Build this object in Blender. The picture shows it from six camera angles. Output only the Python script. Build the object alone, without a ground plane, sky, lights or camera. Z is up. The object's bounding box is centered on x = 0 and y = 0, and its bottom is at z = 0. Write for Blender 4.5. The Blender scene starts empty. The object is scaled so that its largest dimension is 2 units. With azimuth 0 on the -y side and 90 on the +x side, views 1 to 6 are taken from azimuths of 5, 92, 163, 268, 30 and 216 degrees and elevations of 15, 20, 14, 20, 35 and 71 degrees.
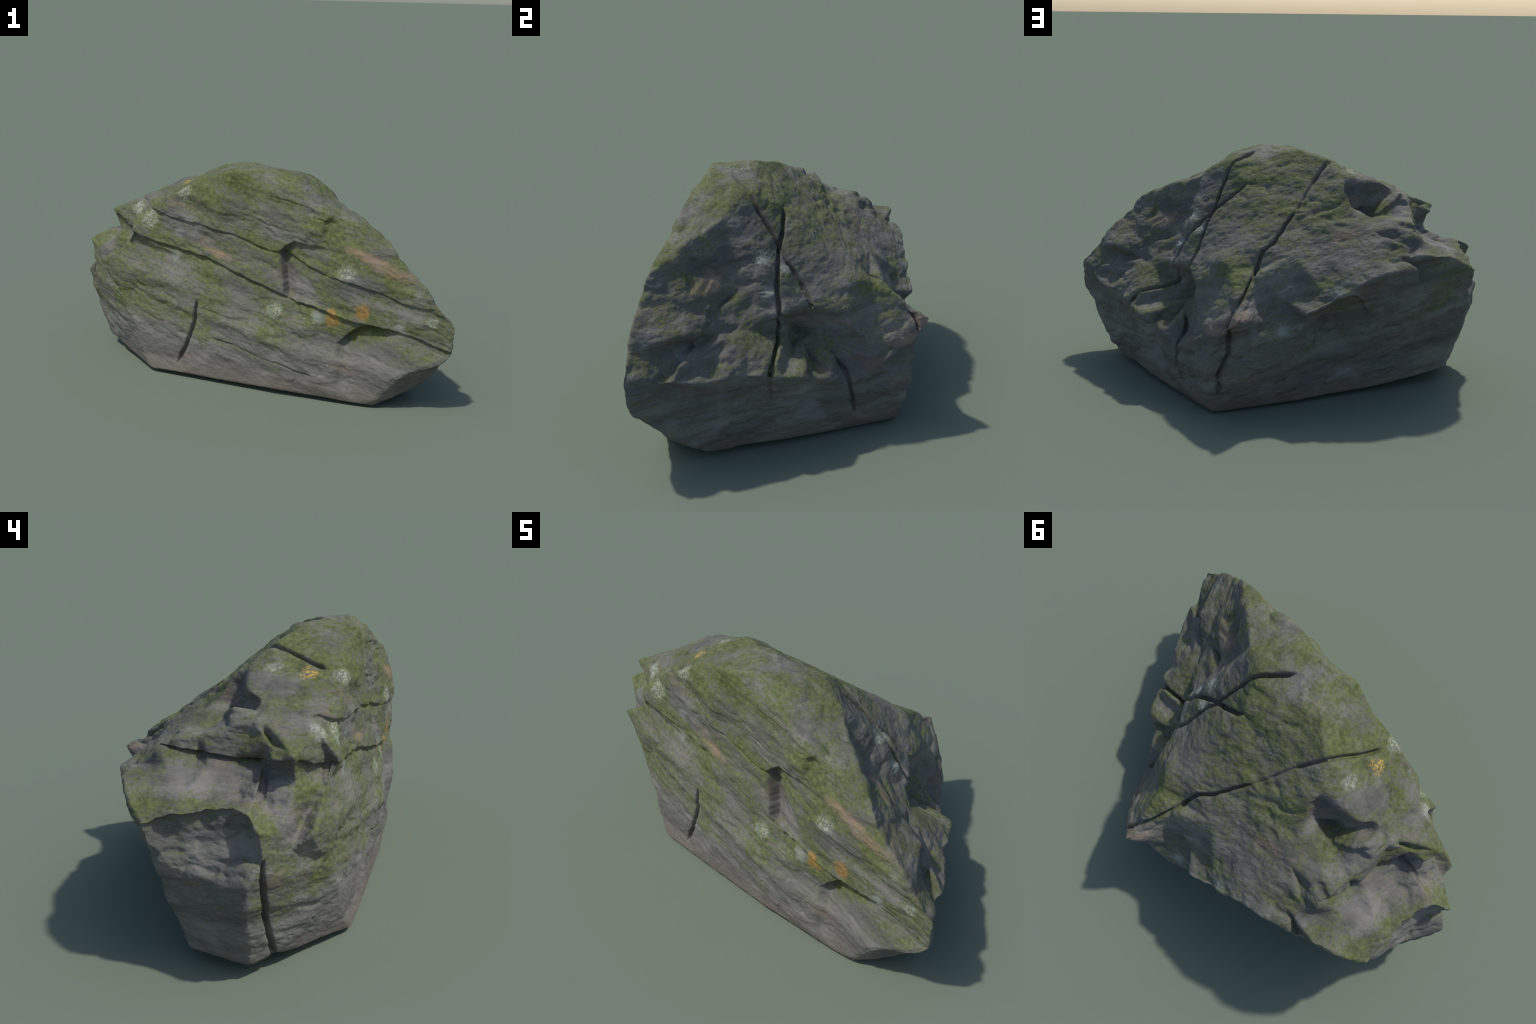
import bpy, bmesh, math
import numpy as np
from mathutils import Vector
from mathutils.bvhtree import BVHTree

# ------------------------------------------------------------------ helpers
def noise3(p, seed=0):
    """vectorised gradient noise, about -1..1"""
    rng = np.random.RandomState(1000 + seed)
    perm = rng.permutation(256)
    perm = np.concatenate([perm, perm])
    g = rng.normal(size=(256, 3)).astype(np.float32)
    g /= np.linalg.norm(g, axis=1)[:, None]
    i = np.floor(p).astype(np.int64)
    f = (p - i).astype(np.float32)
    u = f * f * f * (f * (f * 6 - 15) + 10)
    i &= 255
    out = np.zeros(len(p), np.float32)
    for dx in (0, 1):
        for dy in (0, 1):
            for dz in (0, 1):
                h = perm[perm[perm[(i[:, 0] + dx) & 255] + ((i[:, 1] + dy) & 255)] + ((i[:, 2] + dz) & 255)]
                d = f - np.array([dx, dy, dz], np.float32)
                w = (u[:, 0] if dx else 1 - u[:, 0]) * (u[:, 1] if dy else 1 - u[:, 1]) * (u[:, 2] if dz else 1 - u[:, 2])
                out += w * (g[h] * d).sum(1)
    return out * 1.5

def fbm(p, octaves=3, seed=0, gain=0.5):
    a, s, t = 1.0, 0.0, 0.0
    for o in range(octaves):
        s = s + a * noise3(p * (2.03 ** o) + 17.3 * o, seed + o)
        t += a
        a *= gain
    return s / t

def sstep(a, b, x):
    t = np.clip((x - a) / (b - a), 0, 1)
    return t * t * (3 - 2 * t)

def surface_dist(p, n, pts, depth=.14):
    """distance to a polyline measured within the surface (normal n), and running parameter 0..1"""
    pts = np.asarray(pts, float)
    seg = np.linalg.norm(np.diff(pts, axis=0), axis=1)
    cum = np.concatenate([[0], np.cumsum(seg)])
    best = np.full(len(p), 1e9)
    par = np.zeros(len(p))
    for k in range(len(seg)):
        a, d = pts[k], pts[k + 1] - pts[k]
        t = np.clip(((p - a) @ d) / (d @ d), 0, 1)
        off = p - a - t[:, None] * d
        h = (off * n).sum(1)
        dist = np.sqrt(np.maximum((off * off).sum(1) - h * h, 0) + np.maximum(np.abs(h) - depth, 0) ** 2 + (.12 * h) ** 2)
        m = dist < best
        best[m] = dist[m]
        par[m] = (cum[k] + t[m] * seg[k]) / cum[-1]
    return best, par

# ------------------------------------------------------------------ the block: its edges and faces as feature lines
BLOCK = {}
BLOCK['top_front_edge'] = [
    (-0.811, -0.009, 0.841), (-0.655, -0.112, 0.888), (-0.572, -0.196, 0.85), (-0.51, -0.215, 0.945), (-0.385, -0.247, 1.011), (-0.262, -0.263, 1.085), (-0.121, -0.34, 1.132),
    (0.06, -0.338, 1.15), (0.165, -0.42, 1.076), (0.234, -0.444, 1.04), (0.398, -0.498, 0.962), (0.549, -0.545, 0.903), (0.619, -0.572, 0.866), (0.704, -0.604, 0.801),
    (0.761, -0.627, 0.738), (0.852, -0.652, 0.649), (0.895, -0.664, 0.57), (0.99, -0.682, 0.49)]
BLOCK['crown'] = [
    (-0.384, -0.11, 1.034), (-0.339, 0.018, 1.049), (-0.206, 0.02, 1.103), (-0.085, -0.107, 1.148), (-0.01, -0.1, 1.134), (0.06, -0.05, 1.088), (-0.02, -0.2, 1.152),
    (0.108, -0.235, 1.138), (0.19, -0.22, 1.127), (0.204, -0.319, 1.118), (0.259, -0.13, 1.092), (0.5, -0.07, 0.81), (0.273, -0.178, 1.098), (0.336, -0.23, 1.062),
    (0.385, -0.244, 1.028), (0.411, -0.273, 0.993), (0.457, -0.329, 0.973), (0.496, -0.38, 0.956), (0.541, -0.43, 0.931), (0.572, -0.463, 0.911), (0.643, -0.544, 0.868),
    (0.678, -0.576, 0.85), (0.43, -0.255, 0.93)]
BLOCK['back_slope'] = [
    (-0.094, 0.096, 1.009), (0.05, 0.235, 0.885), (-0.03, 0.439, 0.72), (0.283, 0.427, 0.665), (0.319, 0.48, 0.648), (0.401, -0.001, 0.869), (0.552, 0.132, 0.628),
    (0.601, -0.012, 0.606), (0.54, 0.3, 0.575), (0.437, 0.64, 0.53), (0.225, 0.012, 1.008), (0.02, 0.035, 1.035), (0.045, 0.11, 0.955), (0.105, 0.19, 0.9),
    (0.11, 0.44, 0.715), (0.4, 0.435, 0.665), (-0.3, 0.41, 0.81), (0.39, 0.25, 0.772), (0.44, 0.32, 0.705), (0.34, 0.33, 0.755), (-0.13, 0.455, 0.745),
    (-0.25, 0.545, 0.715), (-0.38, 0.555, 0.72), (-0.36, 0.43, 0.78), (-0.46, 0.42, 0.825), (-0.1, 0.3, 0.86)]
BLOCK['beak'] = [
    (0.44, 0.688, 0.495), (0.288, 0.592, 0.455), (0.305, 0.548, 0.515), (0.544, 0.56, 0.421), (0.552, 0.39, 0.445), (0.54, 0.34, 0.445), (0.557, 0.313, 0.53),
    (0.52, 0.62, 0.4), (0.37, 0.635, 0.42)]
BLOCK['back_lip'] = [
    (0.171, 0.548, 0.513), (0.17, 0.55, 0.53), (0.24, 0.525, 0.522), (0.06, 0.555, 0.555), (0.103, 0.644, 0.488), (0, 0.642, 0.526), (0, 0.588, 0.578),
    (-0.097, 0.643, 0.58), (-0.153, 0.645, 0.615), (-0.3, 0.642, 0.662), (-0.45, 0.625, 0.66), (-0.56, 0.618, 0.72), (-0.617, 0.605, 0.715), (-0.722, 0.582, 0.668)]
BLOCK['hollow'] = [
    (-0.251, 0.106, 1.045), (-0.232, 0.162, 1), (-0.267, 0.196, 0.891), (-0.361, 0.175, 0.845), (-0.34, 0.14, 0.862), (-0.425, 0.152, 0.888), (-0.504, 0.215, 0.93),
    (-0.452, 0.13, 0.992), (-0.527, 0.185, 0.951), (-0.38, 0.24, 0.85), (-0.265, 0.26, 0.89), (-0.345, 0.295, 0.852)]
BLOCK['upper_ledge'] = [
    (-0.585, 0.215, 0.885), (-0.417, 0.491, 0.765), (-0.412, 0.503, 0.765), (-0.665, 0.055, 0.9), (-0.515, 0.085, 0.972), (-0.57, 0.02, 0.945), (-0.665, 0.06, 0.86),
    (-0.555, 0.1, 0.942), (-0.63, -0.075, 0.936), (-0.48, 0.36, 0.855), (-0.7, 0.07, 0.855), (-0.46, 0.395, 0.852), (-0.525, 0.38, 0.846), (-0.55, 0.325, 0.848),
    (-0.52, 0.425, 0.835), (-0.42, 0.43, 0.825)]
BLOCK['terrace'] = [
    (-0.68, 0.088, 0.765), (-0.776, 0.107, 0.69), (-0.635, 0.295, 0.75), (-0.7, 0.28, 0.69), (-0.553, 0.32, 0.792), (-0.83, 0.14, 0.695), (-0.455, 0.578, 0.66),
    (-0.6, 0.45, 0.74), (-0.73, 0.38, 0.702), (-0.77, 0.31, 0.676), (-0.785, -0.04, 0.59), (-0.9, 0.05, 0.6), (-0.5, 0.53, 0.728), (-0.73, 0.19, 0.688),
    (-0.65, 0.38, 0.718), (-0.66, 0.44, 0.722)]
BLOCK['recess'] = [
    (-0.805, 0.47, 0.575), (-0.825, 0.365, 0.585), (-0.86, 0.255, 0.59), (-0.88, 0.18, 0.565), (-0.825, 0.41, 0.53), (-0.868, 0.265, 0.518)]
BLOCK['left_block'] = [
    (-0.813, 0.525, 0.541), (-0.818, 0.488, 0.502), (-0.848, 0.401, 0.438), (-0.882, 0.341, 0.424), (-0.963, 0.229, 0.412), (-0.997, 0.18, 0.442), (-0.945, 0.2, 0.485),
    (-0.958, 0.116, 0.519), (-0.866, -0.065, 0.572), (-0.704, -0.133, 0.686), (-0.774, -0.019, 0.73), (-0.652, -0.15, 0.749), (-0.87, 0.01, 0.52)]
BLOCK['left_end'] = [
    (-0.803, 0.499, 0.434), (-0.782, 0.462, 0.306), (-0.73, 0.4, 0.121), (-0.959, 0.184, 0.298), (-0.913, 0.176, 0.163), (-0.875, 0.175, 0.075), (-0.895, 0.035, 0.4),
    (-0.8, -0.03, 0.25), (-0.8, 0.02, 0.12), (-0.745, -0.135, 0.42), (-0.66, -0.18, 0.25), (-0.61, -0.2, 0.1), (-0.86, 0.325, 0.29), (-0.805, 0.375, 0.22)]
BLOCK['front'] = [
    (-0.67, -0.183, 0.765), (0.139, -0.431, 0.737), (0.156, -0.453, 0.56), (-0.308, -0.322, 0.398), (-0.401, -0.284, 0.101), (-0.431, -0.243, 0.655), (0.402, -0.533, 0.456),
    (0.557, -0.574, 0.498), (0.469, -0.56, 0.682), (0.713, -0.643, 0.188), (0.875, -0.665, 0.266), (0.939, -0.659, 0.286), (0.579, -0.576, 0.439), (0.414, -0.526, 0.301),
    (0.2, -0.45, 0.811), (0.33, -0.484, 0.815), (0.12, -0.472, 0.1), (0.12, -0.48, 0.3), (0.63, -0.598, 0.06), (-0.2, -0.36, 0.15), (0.35, -0.55, 0.12),
    (0.35, -0.51, 0.93), (-0.2, -0.318, 0.8), (-0.05, -0.36, 0.95), (-0.7, -0.178, 0.525), (-0.2, -0.335, 0.92), (-0.43, -0.275, 0.5), (0.03, -0.385, 1.03),
    (0.48, -0.56, 0.24), (0.06, -0.448, 0.15)]
BLOCK['right_end'] = [
    (0.983, -0.665, 0.353), (0.832, -0.433, 0.508), (0.815, -0.067, 0.4), (0.813, -0.011, 0.4), (0.479, -0.085, 0.836), (0.45, -0.265, 0.9), (0.759, -0.019, 0.455),
    (0.713, 0.107, 0.389), (0.691, 0.216, 0.325), (0.59, 0.256, 0.351), (0.659, 0.307, 0.268), (0.629, 0.331, 0.096), (0.63, -0.1, 0.55), (0.545, 0.24, 0.46),
    (0.74, -0.455, 0.7), (0.735, -0.15, 0.535), (0.945, -0.53, 0.45), (0.55, 0.015, 0.49), (0.555, 0.1, 0.44), (0.472, 0.05, 0.48), (0.507, 0.18, 0.5),
    (0.598, 0.12, 0.372), (0.601, -0.337, 0.777), (0.68, -0.412, 0.754), (0.57, -0.263, 0.735), (0.582, -0.265, 0.667), (0.542, -0.177, 0.712), (0.684, -0.314, 0.649),
    (0.813, -0.407, 0.618), (0.711, -0.277, 0.578), (0.75, -0.253, 0.557), (0.838, -0.325, 0.468), (0.602, -0.056, 0.607), (0.683, -0.156, 0.568), (0.905, -0.449, 0.503),
    (0.605, -0.454, 0.866), (0.635, -0.48, 0.837), (0.63, 0.03, 0.425), (0.52, -0.32, 0.855), (0.79, -0.4, 0.548), (0.66, -0.335, 0.715), (0.495, -0.25, 0.785),
    (0.775, -0.395, 0.545), (0.54, -0.37, 0.83)]
BLOCK['right_low'] = [
    (0.947, -0.619, 0.272), (0.916, -0.501, 0.165), (0.885, -0.421, 0.11), (0.726, -0.56, 0.067), (0.81, -0.17, 0.215), (0.748, 0.04, 0.18), (0.7, 0.12, 0.1),
    (0.715, 0.15, 0.33), (0.905, -0.45, 0.41), (0.875, -0.34, 0.355)]
BLOCK['back_wall'] = [
    (0.11, 0.615, 0.41), (-0.02, 0.485, 0.41), (0.05, 0.572, 0.345), (0.04, 0.545, 0.24), (-0.51, 0.53, 0.37), (-0.3, 0.51, 0.25), (0.6, 0.46, 0.2),
    (-0.5, 0.6, 0.53), (-0.3, 0.6, 0.5), (0.575, 0.588, 0.2), (0.21, 0.62, 0.27), (-0.2, 0.532, 0.24), (-0.5, 0.475, 0.24), (-0.7, 0.54, 0.5),
    (0.25, 0.635, 0.36), (0.37, 0.605, 0.2), (-0.57, 0.465, 0.27), (0.6, 0.45, 0.34), (-0.44, 0.555, 0.365), (-0.22, 0.57, 0.5), (-0.36, 0.47, 0.12),
    (-0.2, 0.485, 0.12)]
BLOCK['foot'] = [
    (-0.555, -0.24, 0.035), (-0.39, -0.302, 0.039), (-0.131, -0.385, 0.037), (0.118, -0.47, 0.042), (0.373, -0.532, 0.037), (0.548, -0.572, 0.032), (0.63, -0.575, 0.027),
    (0.785, -0.215, 0.045), (0.793, -0.274, 0.032), (0.728, 0, 0.041), (0.661, 0.177, 0.032), (0.6, 0.315, 0.022), (0.558, 0.474, 0.03), (0.522, 0.53, 0.022),
    (0.33, 0.525, 0.025), (0.12, 0.515, 0.03), (-0.14, 0.485, 0.038), (-0.255, 0.47, 0.04), (-0.4, 0.455, 0.05), (-0.56, 0.435, 0.065), (-0.737, 0.398, 0.085),
    (-0.802, 0.283, 0.065), (-0.845, 0.17, 0.06), (-0.803, 0.067, 0.073), (-0.723, -0.019, 0.047), (-0.644, -0.137, 0.047), (0.838, -0.353, 0.051)]
BLOCK['sole'] = [
    (-0.45, -0.12, 0), (-0.1, -0.22, 0), (0.3, -0.36, 0), (0.55, -0.42, 0), (0.66, -0.2, 0), (0.55, 0.2, 0), (0.46, 0.43, 0),
    (0.1, 0.4, 0), (-0.3, 0.34, 0.005), (-0.58, 0.24, 0.015), (-0.62, 0.05, 0.012), (0, 0, 0)]
BLOCK['right_rim'] = [
    (0.964, -0.585, 0.478), (0.949, -0.472, 0.456), (0.925, -0.375, 0.43), (0.897, -0.308, 0.428), (0.877, -0.243, 0.435), (0.844, -0.164, 0.418), (0.84, -0.1, 0.416),
    (0.778, 0.081, 0.383)]
BLOCK['slab_lip'] = [
    (-0.8, 0.541, 0.617), (-0.803, 0.5, 0.628), (-0.818, 0.448, 0.647), (-0.832, 0.402, 0.658), (-0.833, 0.34, 0.67), (-0.842, 0.293, 0.672), (-0.858, 0.253, 0.682),
    (-0.874, 0.213, 0.687), (-0.89, 0.18, 0.678), (-0.931, 0.153, 0.663), (-0.966, 0.129, 0.64)]
BLOCK['ledge_edge'] = [
    (-0.497, 0.473, 0.817), (-0.521, 0.443, 0.817), (-0.541, 0.405, 0.81), (-0.561, 0.339, 0.8), (-0.59, 0.291, 0.798), (-0.594, 0.244, 0.789), (-0.605, 0.188, 0.783),
    (-0.64, 0.095, 0.782), (-0.758, 0.064, 0.816), (-0.788, 0.021, 0.822), (-0.5, 0.207, 0.914), (-0.604, 0.108, 0.924)]
CORE = np.array([.03, .03, .45])

def build_block(pts):
    """each feature point sits on its own ray from the core; neighbours on the sphere of rays are joined by facets"""
    v = pts - CORE
    d = v / np.linalg.norm(v, axis=1)[:, None]
    bm = bmesh.new()
    tag = bm.verts.layers.int.new('k')
    for k, q in enumerate(d):
        w = bm.verts.new(q)
        w[tag] = k
    bmesh.ops.convex_hull(bm, input=bm.verts)
    for w in list(bm.verts):
        if not w.link_faces:
            bm.verts.remove(w)
        else:
            w.co = pts[w[tag]]
    bmesh.ops.triangulate(bm, faces=bm.faces)
    bmesh.ops.recalc_face_normals(bm, faces=bm.faces)
    me = bpy.data.meshes.new('boulder')
    bm.to_mesh(me)
    bm.free()
    ob = bpy.data.objects.new('boulder', me)
    bpy.context.scene.collection.objects.link(ob)
    return ob

VOXEL = 0.0038
ROUND = 0.0145      # how far facets are rounded into one another
def remesh(ob, size):
    m = ob.modifiers.new('remesh', 'REMESH')
    m.mode = 'VOXEL'
    m.voxel_size = size
    dg = bpy.context.evaluated_depsgraph_get()
    me = bpy.data.meshes.new_from_object(ob.evaluated_get(dg))
    ob.modifiers.clear()
    old = ob.data
    ob.data = me
    bpy.data.meshes.remove(old)
    me.name = 'boulder'

def get_co(me):
    a = np.empty(len(me.vertices) * 3, np.float32)
    me.vertices.foreach_get('co', a)
    return a.reshape(-1, 3).astype(np.float64)

def set_co(me, co):
    me.vertices.foreach_set('co', co.astype(np.float32).ravel())
    me.update()

def normals(me):
    a = np.empty(len(me.vertices) * 3, np.float32)
    me.vertex_normals.foreach_get('vector', a)
    return a.reshape(-1, 3).astype(np.float64)

def edges_of(me):
    e = np.empty(len(me.edges) * 2, np.int32)
    me.edges.foreach_get('vertices', e)
    return e.reshape(-1, 2)

def smooth(co, e, it, f=0.5):
    n = len(co)
    deg = np.bincount(e.ravel(), minlength=n)[:, None]
    for _ in range(it):
        s = np.empty_like(co)
        for k in range(3):
            s[:, k] = np.bincount(e[:, 0], co[e[:, 1], k], n) + np.bincount(e[:, 1], co[e[:, 0], k], n)
        co = co + f * (s / deg - co)
    return co

def rounded_block(pts, size):
    ob = build_block(pts)
    remesh(ob, size)
    e = edges_of(ob.data)
    it = int(round((ROUND / size) ** 2 * 2))
    set_co(ob.data, smooth(get_co(ob.data), e, it))
    return ob, e

# rounding pulls corners in: push the feature points out until the rounded block passes through them again
target = np.array([p for line in BLOCK.values() for p in line])
rays = target - CORE
radius = np.linalg.norm(rays, axis=1)
rays /= radius[:, None]
grown = radius.copy()
for _ in range(3):
    ob, E = rounded_block(CORE + rays * grown[:, None], 0.009)
    tree = BVHTree.FromObject(ob, bpy.context.evaluated_depsgraph_get())
    for k in range(len(grown)):
        hit = tree.ray_cast(Vector(CORE + rays[k] * 2.5), Vector(-rays[k]))
        if hit[0] is not None:
            err = radius[k] - np.linalg.norm(np.array(hit[0]) - CORE)
            grown[k] = float(np.clip(grown[k] + .7 * err, radius[k] - .022, radius[k] + .022))
    old = ob.data
    bpy.data.objects.remove(ob)
    bpy.data.meshes.remove(old)
ob, E = rounded_block(CORE + rays * grown[:, None], VOXEL)
me = ob.data
co = get_co(me)

#DISPLACE
# ------------------------------------------------------------------ relief
N = normals(me)
x, y, z = co.T
bed = z + .234 * x - .049 * y                       # height across the tilted bedding
facing = sstep(.55, .8, N @ np.array([-.28, -.955, .05]))
disp = np.zeros(len(co))

WOB = .004 * noise3(co * 22, 5) + .002 * noise3(co * 60, 6)
SWAY = .8 + .5 * noise3(co * 9, 7)

def ledge(pts, up, down, reach_up=.10, reach_down=.09, lip=.004, groove=.006, fade=.05):
    """bed edge on the front: the bed above stands proud and ends in a lip along the line pts (x, z)"""
    pts = np.array(pts)
    s = z + WOB - np.interp(x, pts[:, 0], pts[:, 1])
    env = sstep(pts[0, 0] - fade, pts[0, 0] + .02, x) * (1 - sstep(pts[-1, 0] - .02, pts[-1, 0] + fade, x)) * facing
    t = sstep(-lip, lip, s)
    q = t * up * np.exp(-np.maximum(s, 0) / reach_up) - (1 - t) * down * np.exp(np.minimum(s, 0) / reach_down)
    q -= groove * np.exp(-((s + .004) / .005) ** 2)
    return q * env * SWAY

MAIN = [(-.785, .821), (-.707, .776), (-.636, .750), (-.571, .728), (-.411, .698), (-.255, .674), (-.165, .641), (-.046, .597), (.067, .563), (.136, .541),
        (.23, .507), (.318, .493), (.362, .479), (.439, .461), (.516, .441), (.582, .437), (.698, .425), (.801, .404), (.907, .369), (1.0, .345)]
disp += ledge(MAIN, .009, .020, reach_down=.10, groove=.004)
disp += ledge([(-.60, .93), (-.567, .897), (-.5, .875), (-.446, .86), (-.366, .847), (-.323, .85), (-.233, .831), (-.17, .819), (-.108, .807), (.078, .751), (.133, .744)], .007, .010, groove=.002)
disp += ledge([(.137, .755), (.192, .732), (.267, .698), (.383, .657), (.502, .641), (.572, .624), (.637, .608), (.75, .565), (.86, .555)], .008, .005, groove=.005)
disp += ledge([(-.263, .404), (-.157, .38), (-.094, .37)], .002, .003, groove=.003)
disp += ledge([(-.20, .248), (-.076, .228), (.013, .198), (.065, .182), (.129, .179), (.2, .159), (.299, .14)], .003, .004, groove=.004)
disp += ledge([(.079, 1.029), (.168, 1.014), (.25, .995)], .002, .003, groove=.004)
disp += ledge([(-.02, .92), (.06, .885), (.2, .862)], .003, .003, groove=.002)
disp += ledge([(.30, .945), (.37, .93)], .001, .002, groove=.004)

# niche on the front: sharp left side, hood above, floor running out to the right
def niche():
    top = np.interp(x, [.12, .16, .20, .27, .33, .40], [.74, .785, .812, .80, .80, .79])
    bot = np.interp(x, [.12, .23, .36, .45], [.545, .51, .475, .46])
    edge = .132 + .035 * (.74 - z) / .2 + .004 * noise3(co * 45, 8)
    a = sstep(-.007, .011, x - edge) * np.exp(-np.maximum(x - edge, 0) / .11)
    b = sstep(-.006, .012, top - z) * sstep(-.012, .03, z - bot)
    c = 1 - .15 * sstep(.72, .80, z)
    global NICHE_WALL
    NICHE_WALL = np.exp(-((x - edge) / .03) ** 2) * sstep(-.03, .02, top - z) * sstep(-.03, .02, z - bot) * facing
    return -.066 * a * b * c * facing
disp += niche()

# half moon slit under the main bed
def slit():
    arc = np.interp(x, [.40, .413, .45, .482, .527, .582, .698, .801], [.285, .303, .329, .369, .406, .437, .425, .404]) + .003 * noise3(co * 40, 9)
    s = arc - z
    env = sstep(.425, .475, x) * (1 - sstep(.60, .78, x))
    return -.058 * sstep(-.003, .006, s) * np.exp(-np.maximum(s, 0) / .11) * env * facing
disp += slit()

# arched scoop under a thin flake on the back
def scoop():
    back = sstep(.35, .7, N @ np.array([0, .98, -.15]))
    arch = np.interp(x, [-.24, -.20, -.15, -.10, .0, .10, .13], [.44, .52, .56, .575, .527, .487, .44]) + .004 * noise3(co * 30, 15)
    s = arch - z
    env = sstep(-.24, -.20, x) * (1 - sstep(.09, .13, x))
    return back * env * (.012 * np.exp(-(s / .012) ** 2) - .018 * sstep(-.004, .008, s) * np.exp(-np.maximum(s, 0) / .09))
disp += scoop()

# lumps stretched along the bedding, rough at every scale
q = np.stack([x, y, bed * 2.0], 1)
up = np.clip(N[:, 2], 0, 1)
rough = 1 - .45 * facing
low = sstep(.02, .14, z)
patchy = .45 + .75 * sstep(-.3, .5, noise3(co * 3.2, 12))
disp += .009 * rough * low * fbm(q * 5, 2, 20)
cell = noise3(q * 13 + .4 * noise3(co * 11, 31)[:, None], 30)
disp += .0115 * patchy * rough * low * (cell - .6 * np.abs(cell))
disp += .0040 * (.4 + .6 * low) * fbm(q * 30, 2, 40)
disp += .0012 * fbm(co * 95, 2, 50)
pit = noise3(np.stack([x, y, bed * 1.6], 1) * 24, 60)
disp += .004 * rough * low
disp -= .0045 * patchy * low * sstep(.35, .8, pit) * (.5 + .5 * rough)
# beds: each wears back a little differently, with a soft step between them
warp = bed + .02 * noise3(co * 3.5, 71) + .006 * noise3(co * 16, 72)
beds = noise3(np.stack([x * .8, y * .8, warp * 11], 1), 70)
disp += (.008 + .002 * facing) * (1 - up) * low * np.tanh(2.5 * beds) * (.6 + .4 * noise3(co * 4, 73))
disp += .0022 * (1 - up) * low * noise3(np.stack([x * 1.5, y * 1.5, warp * 26], 1), 74)

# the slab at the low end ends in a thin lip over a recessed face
LIP_Y = [.12, .136, .153, .18, .213, .253, .293, .34, .402, .448, .50, .541, .57]
lip_z = np.interp(y, LIP_Y, [.61, .635, .663, .676, .686, .682, .672, .668, .658, .647, .628, .616, .60]) + .004 * noise3(co * 30, 11)
under = sstep(-.004, .006, lip_z - z) * np.exp(-np.maximum(lip_z - z, 0) / .075) * sstep(.135, .150, y + .2 * (.6 - z) * (z < .6)) * (1 - sstep(.50, .56, y)) * sstep(-.70, -.76, x)
# and the ledge above it, a broken bed edge stepping across the end
edge_z = np.interp(y, [-.01, .02, .064, .095, .188, .244, .291, .339, .405, .443, .473], [.834, .822, .812, .782, .781, .787, .798, .798, .810, .817, .817]) + .004 * noise3(co * 26, 13)
edge_x = np.interp(y, [-.01, .02, .064, .095, .188, .244, .291, .339, .405, .443, .473], [-.807, -.788, -.758, -.64, -.603, -.592, -.59, -.561, -.541, -.521, -.497])
step_in = sstep(-.004, .005, edge_z - z) * np.exp(-np.maximum(edge_z - z, 0) / .055) * sstep(-.02, .01, y) * (1 - sstep(.44, .50, y)) * (1 - sstep(.05, .10, np.abs(x - edge_x)))
SHIFT = np.stack([.028 * under + .032 * step_in, -.008 * under, 0 * under], 1)

# cracks
CRACKS = [
    # points, half width, depth, fade at start, fade at end
    ([(-.305, -.32, .45), (-.309, -.318, .423), (-.313, -.32, .381), (-.321, -.316, .315), (-.342, -.308, .237), (-.369, -.297, .172), (-.397, -.286, .112), (-.415, -.269, .061)], .0085, .035, .12, .15),
    ([(-.668, .088, .785), (-.705, .089, .75), (-.766, .101, .704), (-.849, .117, .673)], .010, .022, .1, .3),
    ([(-.960, .114, .525), (-.958, .116, .508), (-.961, .121, .445), (-.934, .113, .342), (-.914, .107, .274), (-.875, .097, .177), (-.833, .087, .104), (-.79, .08, .02)], .010, .045, .02, .02),
    ([(-.367, -.194, 1.031), (-.338, -.146, 1.053), (-.304, -.097, 1.066), (-.251, -.042, 1.086), (-.204, .016, 1.101), (-.156, .051, 1.064), (-.095, .099, 1.009)], .0085, .034, .12, .04),
    ([(-.095, .099, 1.009), (-.04, .16, .975), (.037, .25, .925)], .0075, .017, .0, .0),
    ([(.02, .235, .935), (.037, .25, .925), (.105, .297, .857), (.171, .345, .785), (.24, .37, .729), (.284, .426, .665), (.339, .514, .617), (.38, .567, .575), (.425, .601, .538), (.454, .627, .503),
      (.472, .637, .462), (.464, .613, .385), (.466, .599, .316), (.506, .579, .237), (.508, .565, .195), (.501, .572, .145), (.509, .568, .096), (.51, .56, .05)], .009, .042, .06, .12),
    ([(.108, -.235, 1.133), (.121, -.219, 1.13), (.183, -.18, 1.113), (.257, -.137, 1.091), (.291, -.115, 1.049), (.326, -.08, .992), (.362, -.042, .932), (.399, .001, .868), (.438, .031, .81),
      (.478, .077, .738), (.517, .119, .671), (.54, .134, .638), (.55, .14, .598)], .0095, .044, .08, .02),
    ([(.208, .013, 1.023), (.261, .023, .973), (.325, .015, .922), (.4, 0, .868), (.448, -.008, .824), (.507, -.012, .766), (.54, -.018, .724), (.573, -.013, .666), (.60, -.010, .615),
      (.591, -.009, .578), (.570, -.015, .52), (.633, -.021, .491), (.706, -.029, .478), (.771, -.04, .463), (.797, -.049, .438), (.813, -.061, .404), (.817, -.064, .386)], .0095, .045, .1, .03),
    ([(.813, -.061, .404), (.817, -.060, .339), (.798, -.056, .266), (.785, -.055, .214)], .0075, .014, .0, .6),
    ([(.575, .17, .44), (.581, .204, .416), (.588, .247, .368), (.616, .285, .327), (.657, .307, .268), (.647, .316, .202), (.637, .323, .141), (.622, .335, .081)], .008, .032, .2, .15),
]
CRACKS.append(([(.49, .60, .26), (.506, .579, .22), (.505, .568, .16), (.51, .562, .08)], .016, .016, .3, .4))
wig = np.stack([noise3(co * 18, 80), noise3(co * 18, 81), noise3(co * 18, 82)], 1) * .003
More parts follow.
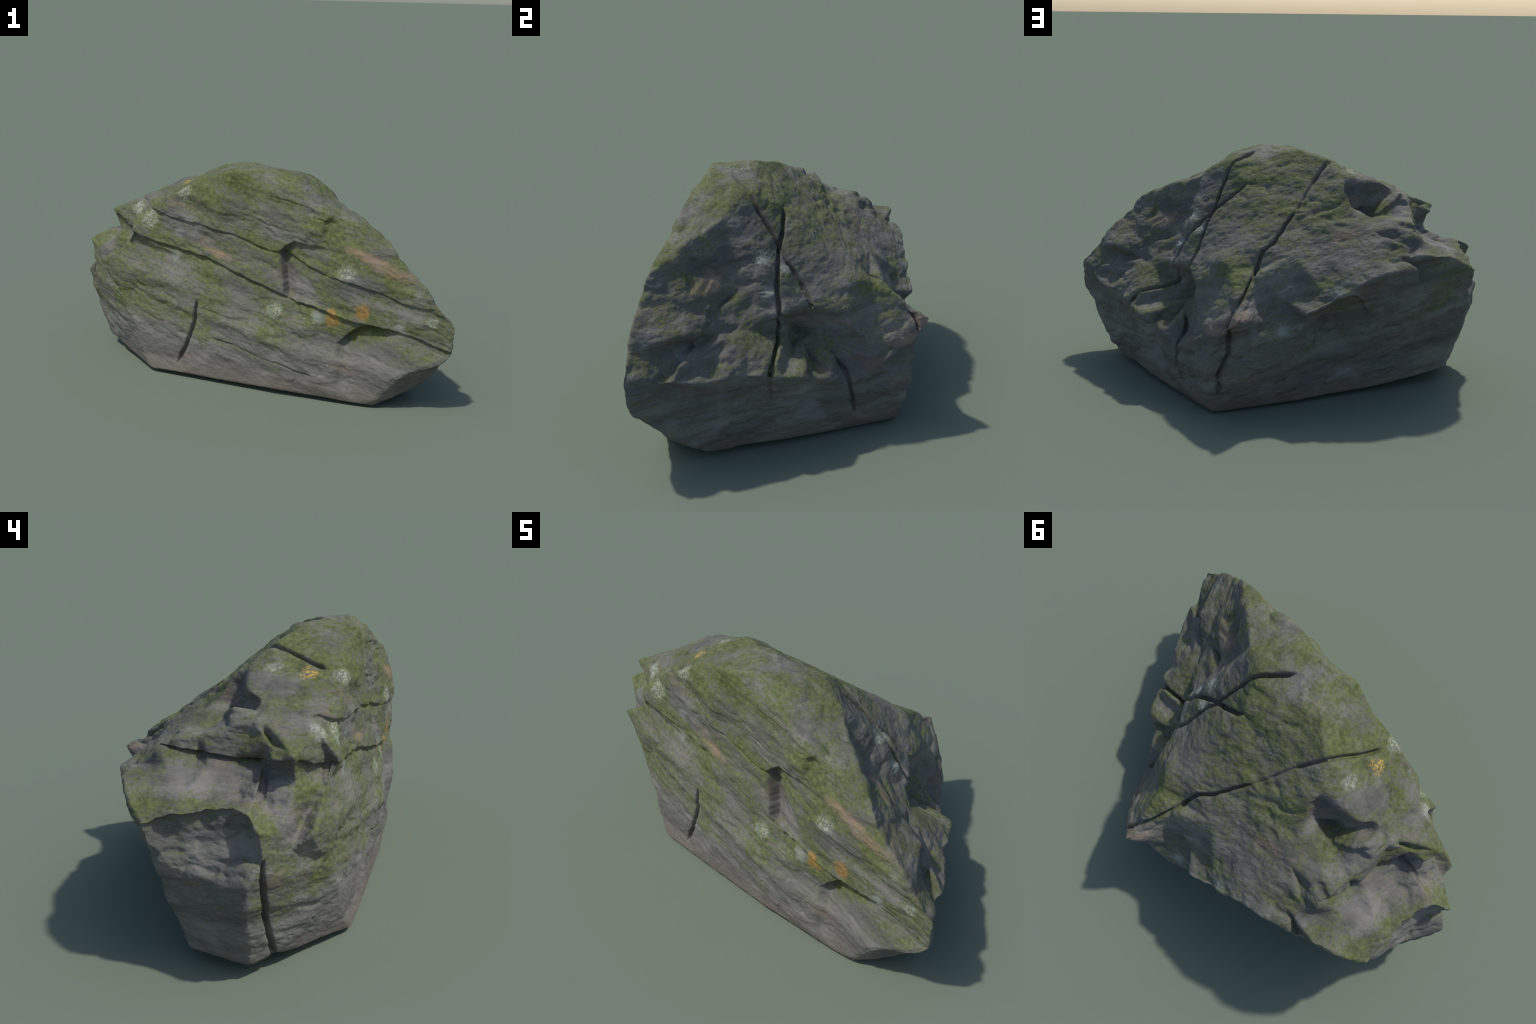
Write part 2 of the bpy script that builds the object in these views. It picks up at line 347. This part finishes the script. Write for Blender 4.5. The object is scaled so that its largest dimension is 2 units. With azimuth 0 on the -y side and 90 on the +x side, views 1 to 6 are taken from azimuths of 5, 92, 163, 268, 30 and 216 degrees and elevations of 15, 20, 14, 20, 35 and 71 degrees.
for pts, half, deep, f0, f1 in CRACKS:
    lo, hi = np.min(pts, 0) - .10, np.max(pts, 0) + .10
    m = np.where(((co > lo) & (co < hi)).all(1))[0]
    d, t = surface_dist(co[m] + wig[m], N[m], pts)
    env = (sstep(0, f0, t) if f0 else 1) * (1 - sstep(1 - f1, 1, t) if f1 else 1)
    w = 1.03 * half * (.55 + .45 * env) * (1 + .25 * wig[m, 0] / .003)
    disp[m] -= .72 * deep * env * np.exp(-(d / w) ** 4)
    disp[m] -= .004 * env * np.exp(-(d / (2.2 * w)) ** 2)

co = co + N * disp[:, None] + SHIFT
co[:, 2] = np.maximum(co[:, 2] - .012 * (1 - sstep(.0, .2, co[:, 2])), .0)
co = smooth(co, E, 1, .35)
co += (smooth(co, E, 5) - co) * np.clip(.8 * NICHE_WALL, 0, 1)[:, None]
set_co(me, co)

me.polygons.foreach_set('use_smooth', np.ones(len(me.polygons), bool))
ob['label'] = 'grey weathered boulder with moss and lichen'
ob['category'] = 'boulder'
print('verts', len(me.vertices))
#MATERIAL
# ------------------------------------------------------------------ material
class Nodes:
    def __init__(self, name):
        self.mat = bpy.data.materials.new(name)
        self.mat.use_nodes = True
        self.t = self.mat.node_tree
        self.t.nodes.clear()
    def new(self, kind, **kw):
        n = self.t.nodes.new(kind)
        for k, v in kw.items():
            setattr(n, k, v)
        return n
    def plug(self, v, socket):
        if hasattr(v, 'is_output'):
            self.t.links.new(v, socket)
        elif v is not None:
            socket.default_value = v
    def math(self, op, a, b=None, c=None, clamp=False):
        n = self.new('ShaderNodeMath', operation=op, use_clamp=clamp)
        for k, v in enumerate((a, b, c)):
            if v is not None:
                self.plug(v, n.inputs[k])
        return n.outputs[0]
    def vec(self, op, a, b=None):
        n = self.new('ShaderNodeVectorMath', operation=op)
        self.plug(a, n.inputs[0])
        if b is not None:
            self.plug(b, n.inputs[1])
        return n.outputs['Value'] if op in ('DOT_PRODUCT', 'LENGTH', 'DISTANCE') else n.outputs[0]
    def noise(self, vector, scale, detail=4, rough=.55, distort=0):
        n = self.new('ShaderNodeTexNoise')
        self.plug(vector, n.inputs['Vector'])
        n.inputs['Scale'].default_value = scale
        n.inputs['Detail'].default_value = detail
        n.inputs['Roughness'].default_value = rough
        n.inputs['Distortion'].default_value = distort
        return n.outputs['Fac']
    def step(self, v, a, b, c=0, d=1):
        n = self.new('ShaderNodeMapRange', interpolation_type='SMOOTHSTEP')
        self.plug(v, n.inputs[0])
        for k, q in enumerate((a, b, c, d)):
            self.plug(q, n.inputs[k + 1])
        return n.outputs[0]
    def mix(self, f, a, b):
        n = self.new('ShaderNodeMix', data_type='RGBA')
        self.plug(f, n.inputs['Factor'])
        self.plug(a if hasattr(a, 'is_output') else (*a, 1), n.inputs['A'])
        self.plug(b if hasattr(b, 'is_output') else (*b, 1), n.inputs['B'])
        return n.outputs['Result']
    def ramp(self, v, stops):
        n = self.new('ShaderNodeValToRGB')
        self.plug(v, n.inputs[0])
        e = n.color_ramp.elements
        while len(e) < len(stops):
            e.new(.5)
        for q, (p, c) in zip(e, stops):
            q.position = p
            q.color = (*c, 1)
        return n.outputs['Color']

M = Nodes('mossy_stone')
tc = M.new('ShaderNodeTexCoord')
pos = tc.outputs['Object']
geo = M.new('ShaderNodeNewGeometry')
sep = M.new('ShaderNodeSeparateXYZ')
M.plug(pos, sep.inputs[0])
X, Y, Zc = sep.outputs
nsep = M.new('ShaderNodeSeparateXYZ')
M.plug(geo.outputs['Normal'], nsep.inputs[0])
nz = nsep.outputs[2]
bedh = M.vec('DOT_PRODUCT', pos, (.234, -.049, 1.0))
comb = M.new('ShaderNodeCombineXYZ')
M.plug(X, comb.inputs[0])
M.plug(Y, comb.inputs[1])
M.plug(M.math('MULTIPLY', bedh, 3.2), comb.inputs[2])
bedded = comb.outputs[0]

# stone: grey, banded along the bedding
stone = M.ramp(M.noise(bedded, 3.5, 5, .6), [(.30, (.098, .095, .086)), (.48, (.145, .138, .122)), (.60, (.175, .166, .148)), (.72, (.240, .228, .208))])
grain = M.ramp(M.noise(bedded, 38, 5, .65), [(.30, (.088, .087, .081)), (.5, (.148, .143, .132)), (.72, (.228, .219, .204))])
stone = M.mix(.5, stone, grain)
speck = M.step(M.noise(pos, 170, 3, .6), .60, .72)
stone = M.mix(M.math('MULTIPLY', speck, .35), stone, (.30, .29, .28))
# pale and dark beds
comb2 = M.new('ShaderNodeCombineXYZ')
M.plug(M.math('MULTIPLY', X, .7), comb2.inputs[0])
M.plug(M.math('MULTIPLY', Y, .7), comb2.inputs[1])
M.plug(M.math('MULTIPLY', bedh, 8.0), comb2.inputs[2])
bands = M.noise(comb2.outputs[0], 1.7, 3, .5, .25)
stone = M.mix(M.step(bands, .50, .64, 0, .50), stone, (.235, .226, .200))
stone = M.mix(M.step(bands, .47, .35, 0, .50), stone, (.088, .086, .080))
blotch = M.noise(pos, 4.5, 3, .5)
stone = M.mix(M.step(blotch, .52, .68, 0, .45), stone, (.275, .258, .245))
# warm iron tint in thin streaks and soil stain near the foot
warm = M.step(M.noise(bedded, 4.2, 4, .55, .6), .60, .70)
stone = M.mix(M.math('MULTIPLY', warm, .35), stone, (.215, .150, .110))
soil = M.math('MULTIPLY', M.step(M.math('ADD', Zc, M.math('MULTIPLY', M.noise(pos, 9, 3), .12)), .21, .07), M.step(M.noise(pos, 26, 4), .25, .6, .45, .85))
stone = M.mix(soil, stone, (.175, .145, .122))

stone = M.mix(1, stone, (.88, .88, .865))  # whole stone colour darkened, blue kept up to tint in sky light on shaded sides
stone.node.blend_type = 'MULTIPLY'

comb3 = M.new('ShaderNodeCombineXYZ')
M.plug(M.math('MULTIPLY', X, .42), comb3.inputs[0])
M.plug(M.math('MULTIPLY', Y, .42), comb3.inputs[1])
M.plug(M.math('MULTIPLY', bedh, 1.5), comb3.inputs[2])
drawn = comb3.outputs[0]

def spots(places, ragged, detail, stretch=False):
    """lichen rosettes: 1 inside, torn outline"""
    best = None
    for p, r in places:
        if stretch:      # drawn out along the bedding
            p = (.42 * p[0], .42 * p[1], 1.5 * (p[2] + .234 * p[0] - .049 * p[1]))
        d = M.math('DIVIDE', M.vec('DISTANCE', drawn if stretch else pos, p), r)
        q = M.math('SUBTRACT', 1, d)
        best = q if best is None else M.math('MAXIMUM', best, q)
    tear = M.math('MULTIPLY', M.math('SUBTRACT', M.noise(pos, detail, 5, .7), .5), ragged)
    return M.math('ADD', best, tear)

# moss: thick on the top strip, in stripes on the front, patches elsewhere
front = M.step(M.vec('DOT_PRODUCT', geo.outputs['Normal'], (-.28, -.955, .05)), .45, .8)
smooth_up = M.step(nz, .15, .85)
patch = M.noise(pos, 5.5, 3, .5, .4)
stripe = M.noise(bedded, 3.0, 4, .55, .3)
field = M.math('ADD', M.math('MULTIPLY', patch, .55), M.math('MULTIPLY', stripe, .45))
fine = M.noise(pos, 75, 4, .7)
mid = M.noise(bedded, 21, 3, .6)
high = M.step(Zc, .06, .38)
level = M.math('ADD', M.math('MULTIPLY', smooth_up, .13), M.math('MULTIPLY', front, .135))
level = M.math('ADD', level, M.math('MULTIPLY', M.step(Zc, .75, 1.1), .06))
level = M.math('ADD', level, M.math('MULTIPLY', M.math('SUBTRACT', high, 1), .25))
cover = M.math('ADD', M.math('ADD', field, level), M.math('MULTIPLY', M.math('SUBTRACT', fine, .5), .55))
cover = M.math('ADD', cover, M.math('MULTIPLY', M.math('SUBTRACT', mid, .5), .34))
bare = spots([((.23, -.47, .60), .13), ((-.81, .18, .70), .13), ((-.66, .42, .72), .11), ((-.10, -.34, .97), .09), ((.60, -.58, .26), .11), ((-.45, .02, 1.0), .10), ((-.75, .28, .70), .10), ((-.86, .05, .60), .10), ((.30, -.44, .97), .08)], .8, 14)
cover = M.math('SUBTRACT', cover, M.step(bare, .0, .8, 0, .13))
moss = M.step(cover, .51, .79)
moss_col = M.ramp(M.noise(pos, 48, 4, .65), [(.32, (.055, .072, .019)), (.5, (.097, .121, .031)), (.68, (.148, .170, .058))])
col = M.mix(M.math('MULTIPLY', moss, .84), stone, moss_col)

pale = spots([((-.657, -.112, .881), .05), ((-.573, -.195, .845), .06), ((-.385, -.246, 1.005), .05), ((-.335, .018, 1.049), .045), ((.467, -.560, .681), .055),
              ((.114, -.455, .451), .05), ((.889, -.657, .492), .035), ((.475, -.081, .837), .05), ((.47, .02, .788), .035)], 1.6, 40)
col = M.mix(M.math('MULTIPLY', M.math('MULTIPLY', M.step(pale, -.1, .6), M.step(M.noise(pos, 90, 4, .7), .42, .6, .15, 1)), .8), col, (.36, .39, .32))
dull = spots([((-.413, -.236, .789), .04), ((-.431, -.243, .655), .042), ((.33, -.516, .441), .05), ((.738, -.616, .446), .045), ((.831, -.435, .509), .04),
              ((.845, -.622, .578), .055), ((.202, .645, .545), .05), ((-.06, .63, .57), .045), ((.21, .60, .40), .05), ((.554, -.061, .701), .05)], 1.5, 35)
col = M.mix(M.math('MULTIPLY', M.step(dull, .0, .9), .6), col, (.29, .32, .29))
rust = spots([((.555, -.574, .499), .052), ((.408, -.536, .442), .052), ((.401, -.533, .475), .035)], .9, 28)
rust_col = M.ramp(M.noise(pos, 55, 3, .6), [(.35, (.24, .125, .030)), (.55, (.36, .200, .055)), (.7, (.43, .27, .100))])
col = M.mix(M.math('MULTIPLY', M.step(rust, .0, .6), .70), col, rust_col)
gold = spots([((-.384, -.110, 1.034), .045)], 1.5, 45)
col = M.mix(M.math('MULTIPLY', M.step(gold, .0, .5), M.step(M.noise(pos, 80, 4, .7), .45, .58, .05, .9)), col, (.50, .32, .075))
blush = spots([((.531, -.559, .791), .05), ((.60, -.585, .765), .06), ((.695, -.611, .716), .07), ((-.182, -.328, .698), .045), ((.601, -.322, .767), .06), ((-.159, .379, .794), .05),
               ((.434, .655, .496), .05), ((.528, .579, .43), .05)], 1.3, 30, True)
col = M.mix(M.math('MULTIPLY', M.step(blush, .0, .9), .55), col, (.33, .215, .155))

bsdf = M.new('ShaderNodeBsdfPrincipled')
M.plug(col, bsdf.inputs['Base Color'])
M.plug(M.step(moss, 0, 1, .82, .95), bsdf.inputs['Roughness'])
bsdf.inputs['Specular IOR Level'].default_value = .2
bump = M.new('ShaderNodeBump')
bump.inputs['Strength'].default_value = .38
bump.inputs['Distance'].default_value = .006
tex = M.math('ADD', M.noise(bedded, 60, 6, .65), M.math('MULTIPLY', M.noise(pos, 220, 3, .6), .35))
tex = M.math('ADD', tex, M.math('MULTIPLY', moss, M.math('MULTIPLY', fine, .6)))
M.plug(tex, bump.inputs['Height'])
M.plug(bump.outputs[0], bsdf.inputs['Normal'])
out = M.new('ShaderNodeOutputMaterial')
M.plug(bsdf.outputs[0], out.inputs['Surface'])
me.materials.clear()
me.materials.append(M.mat)
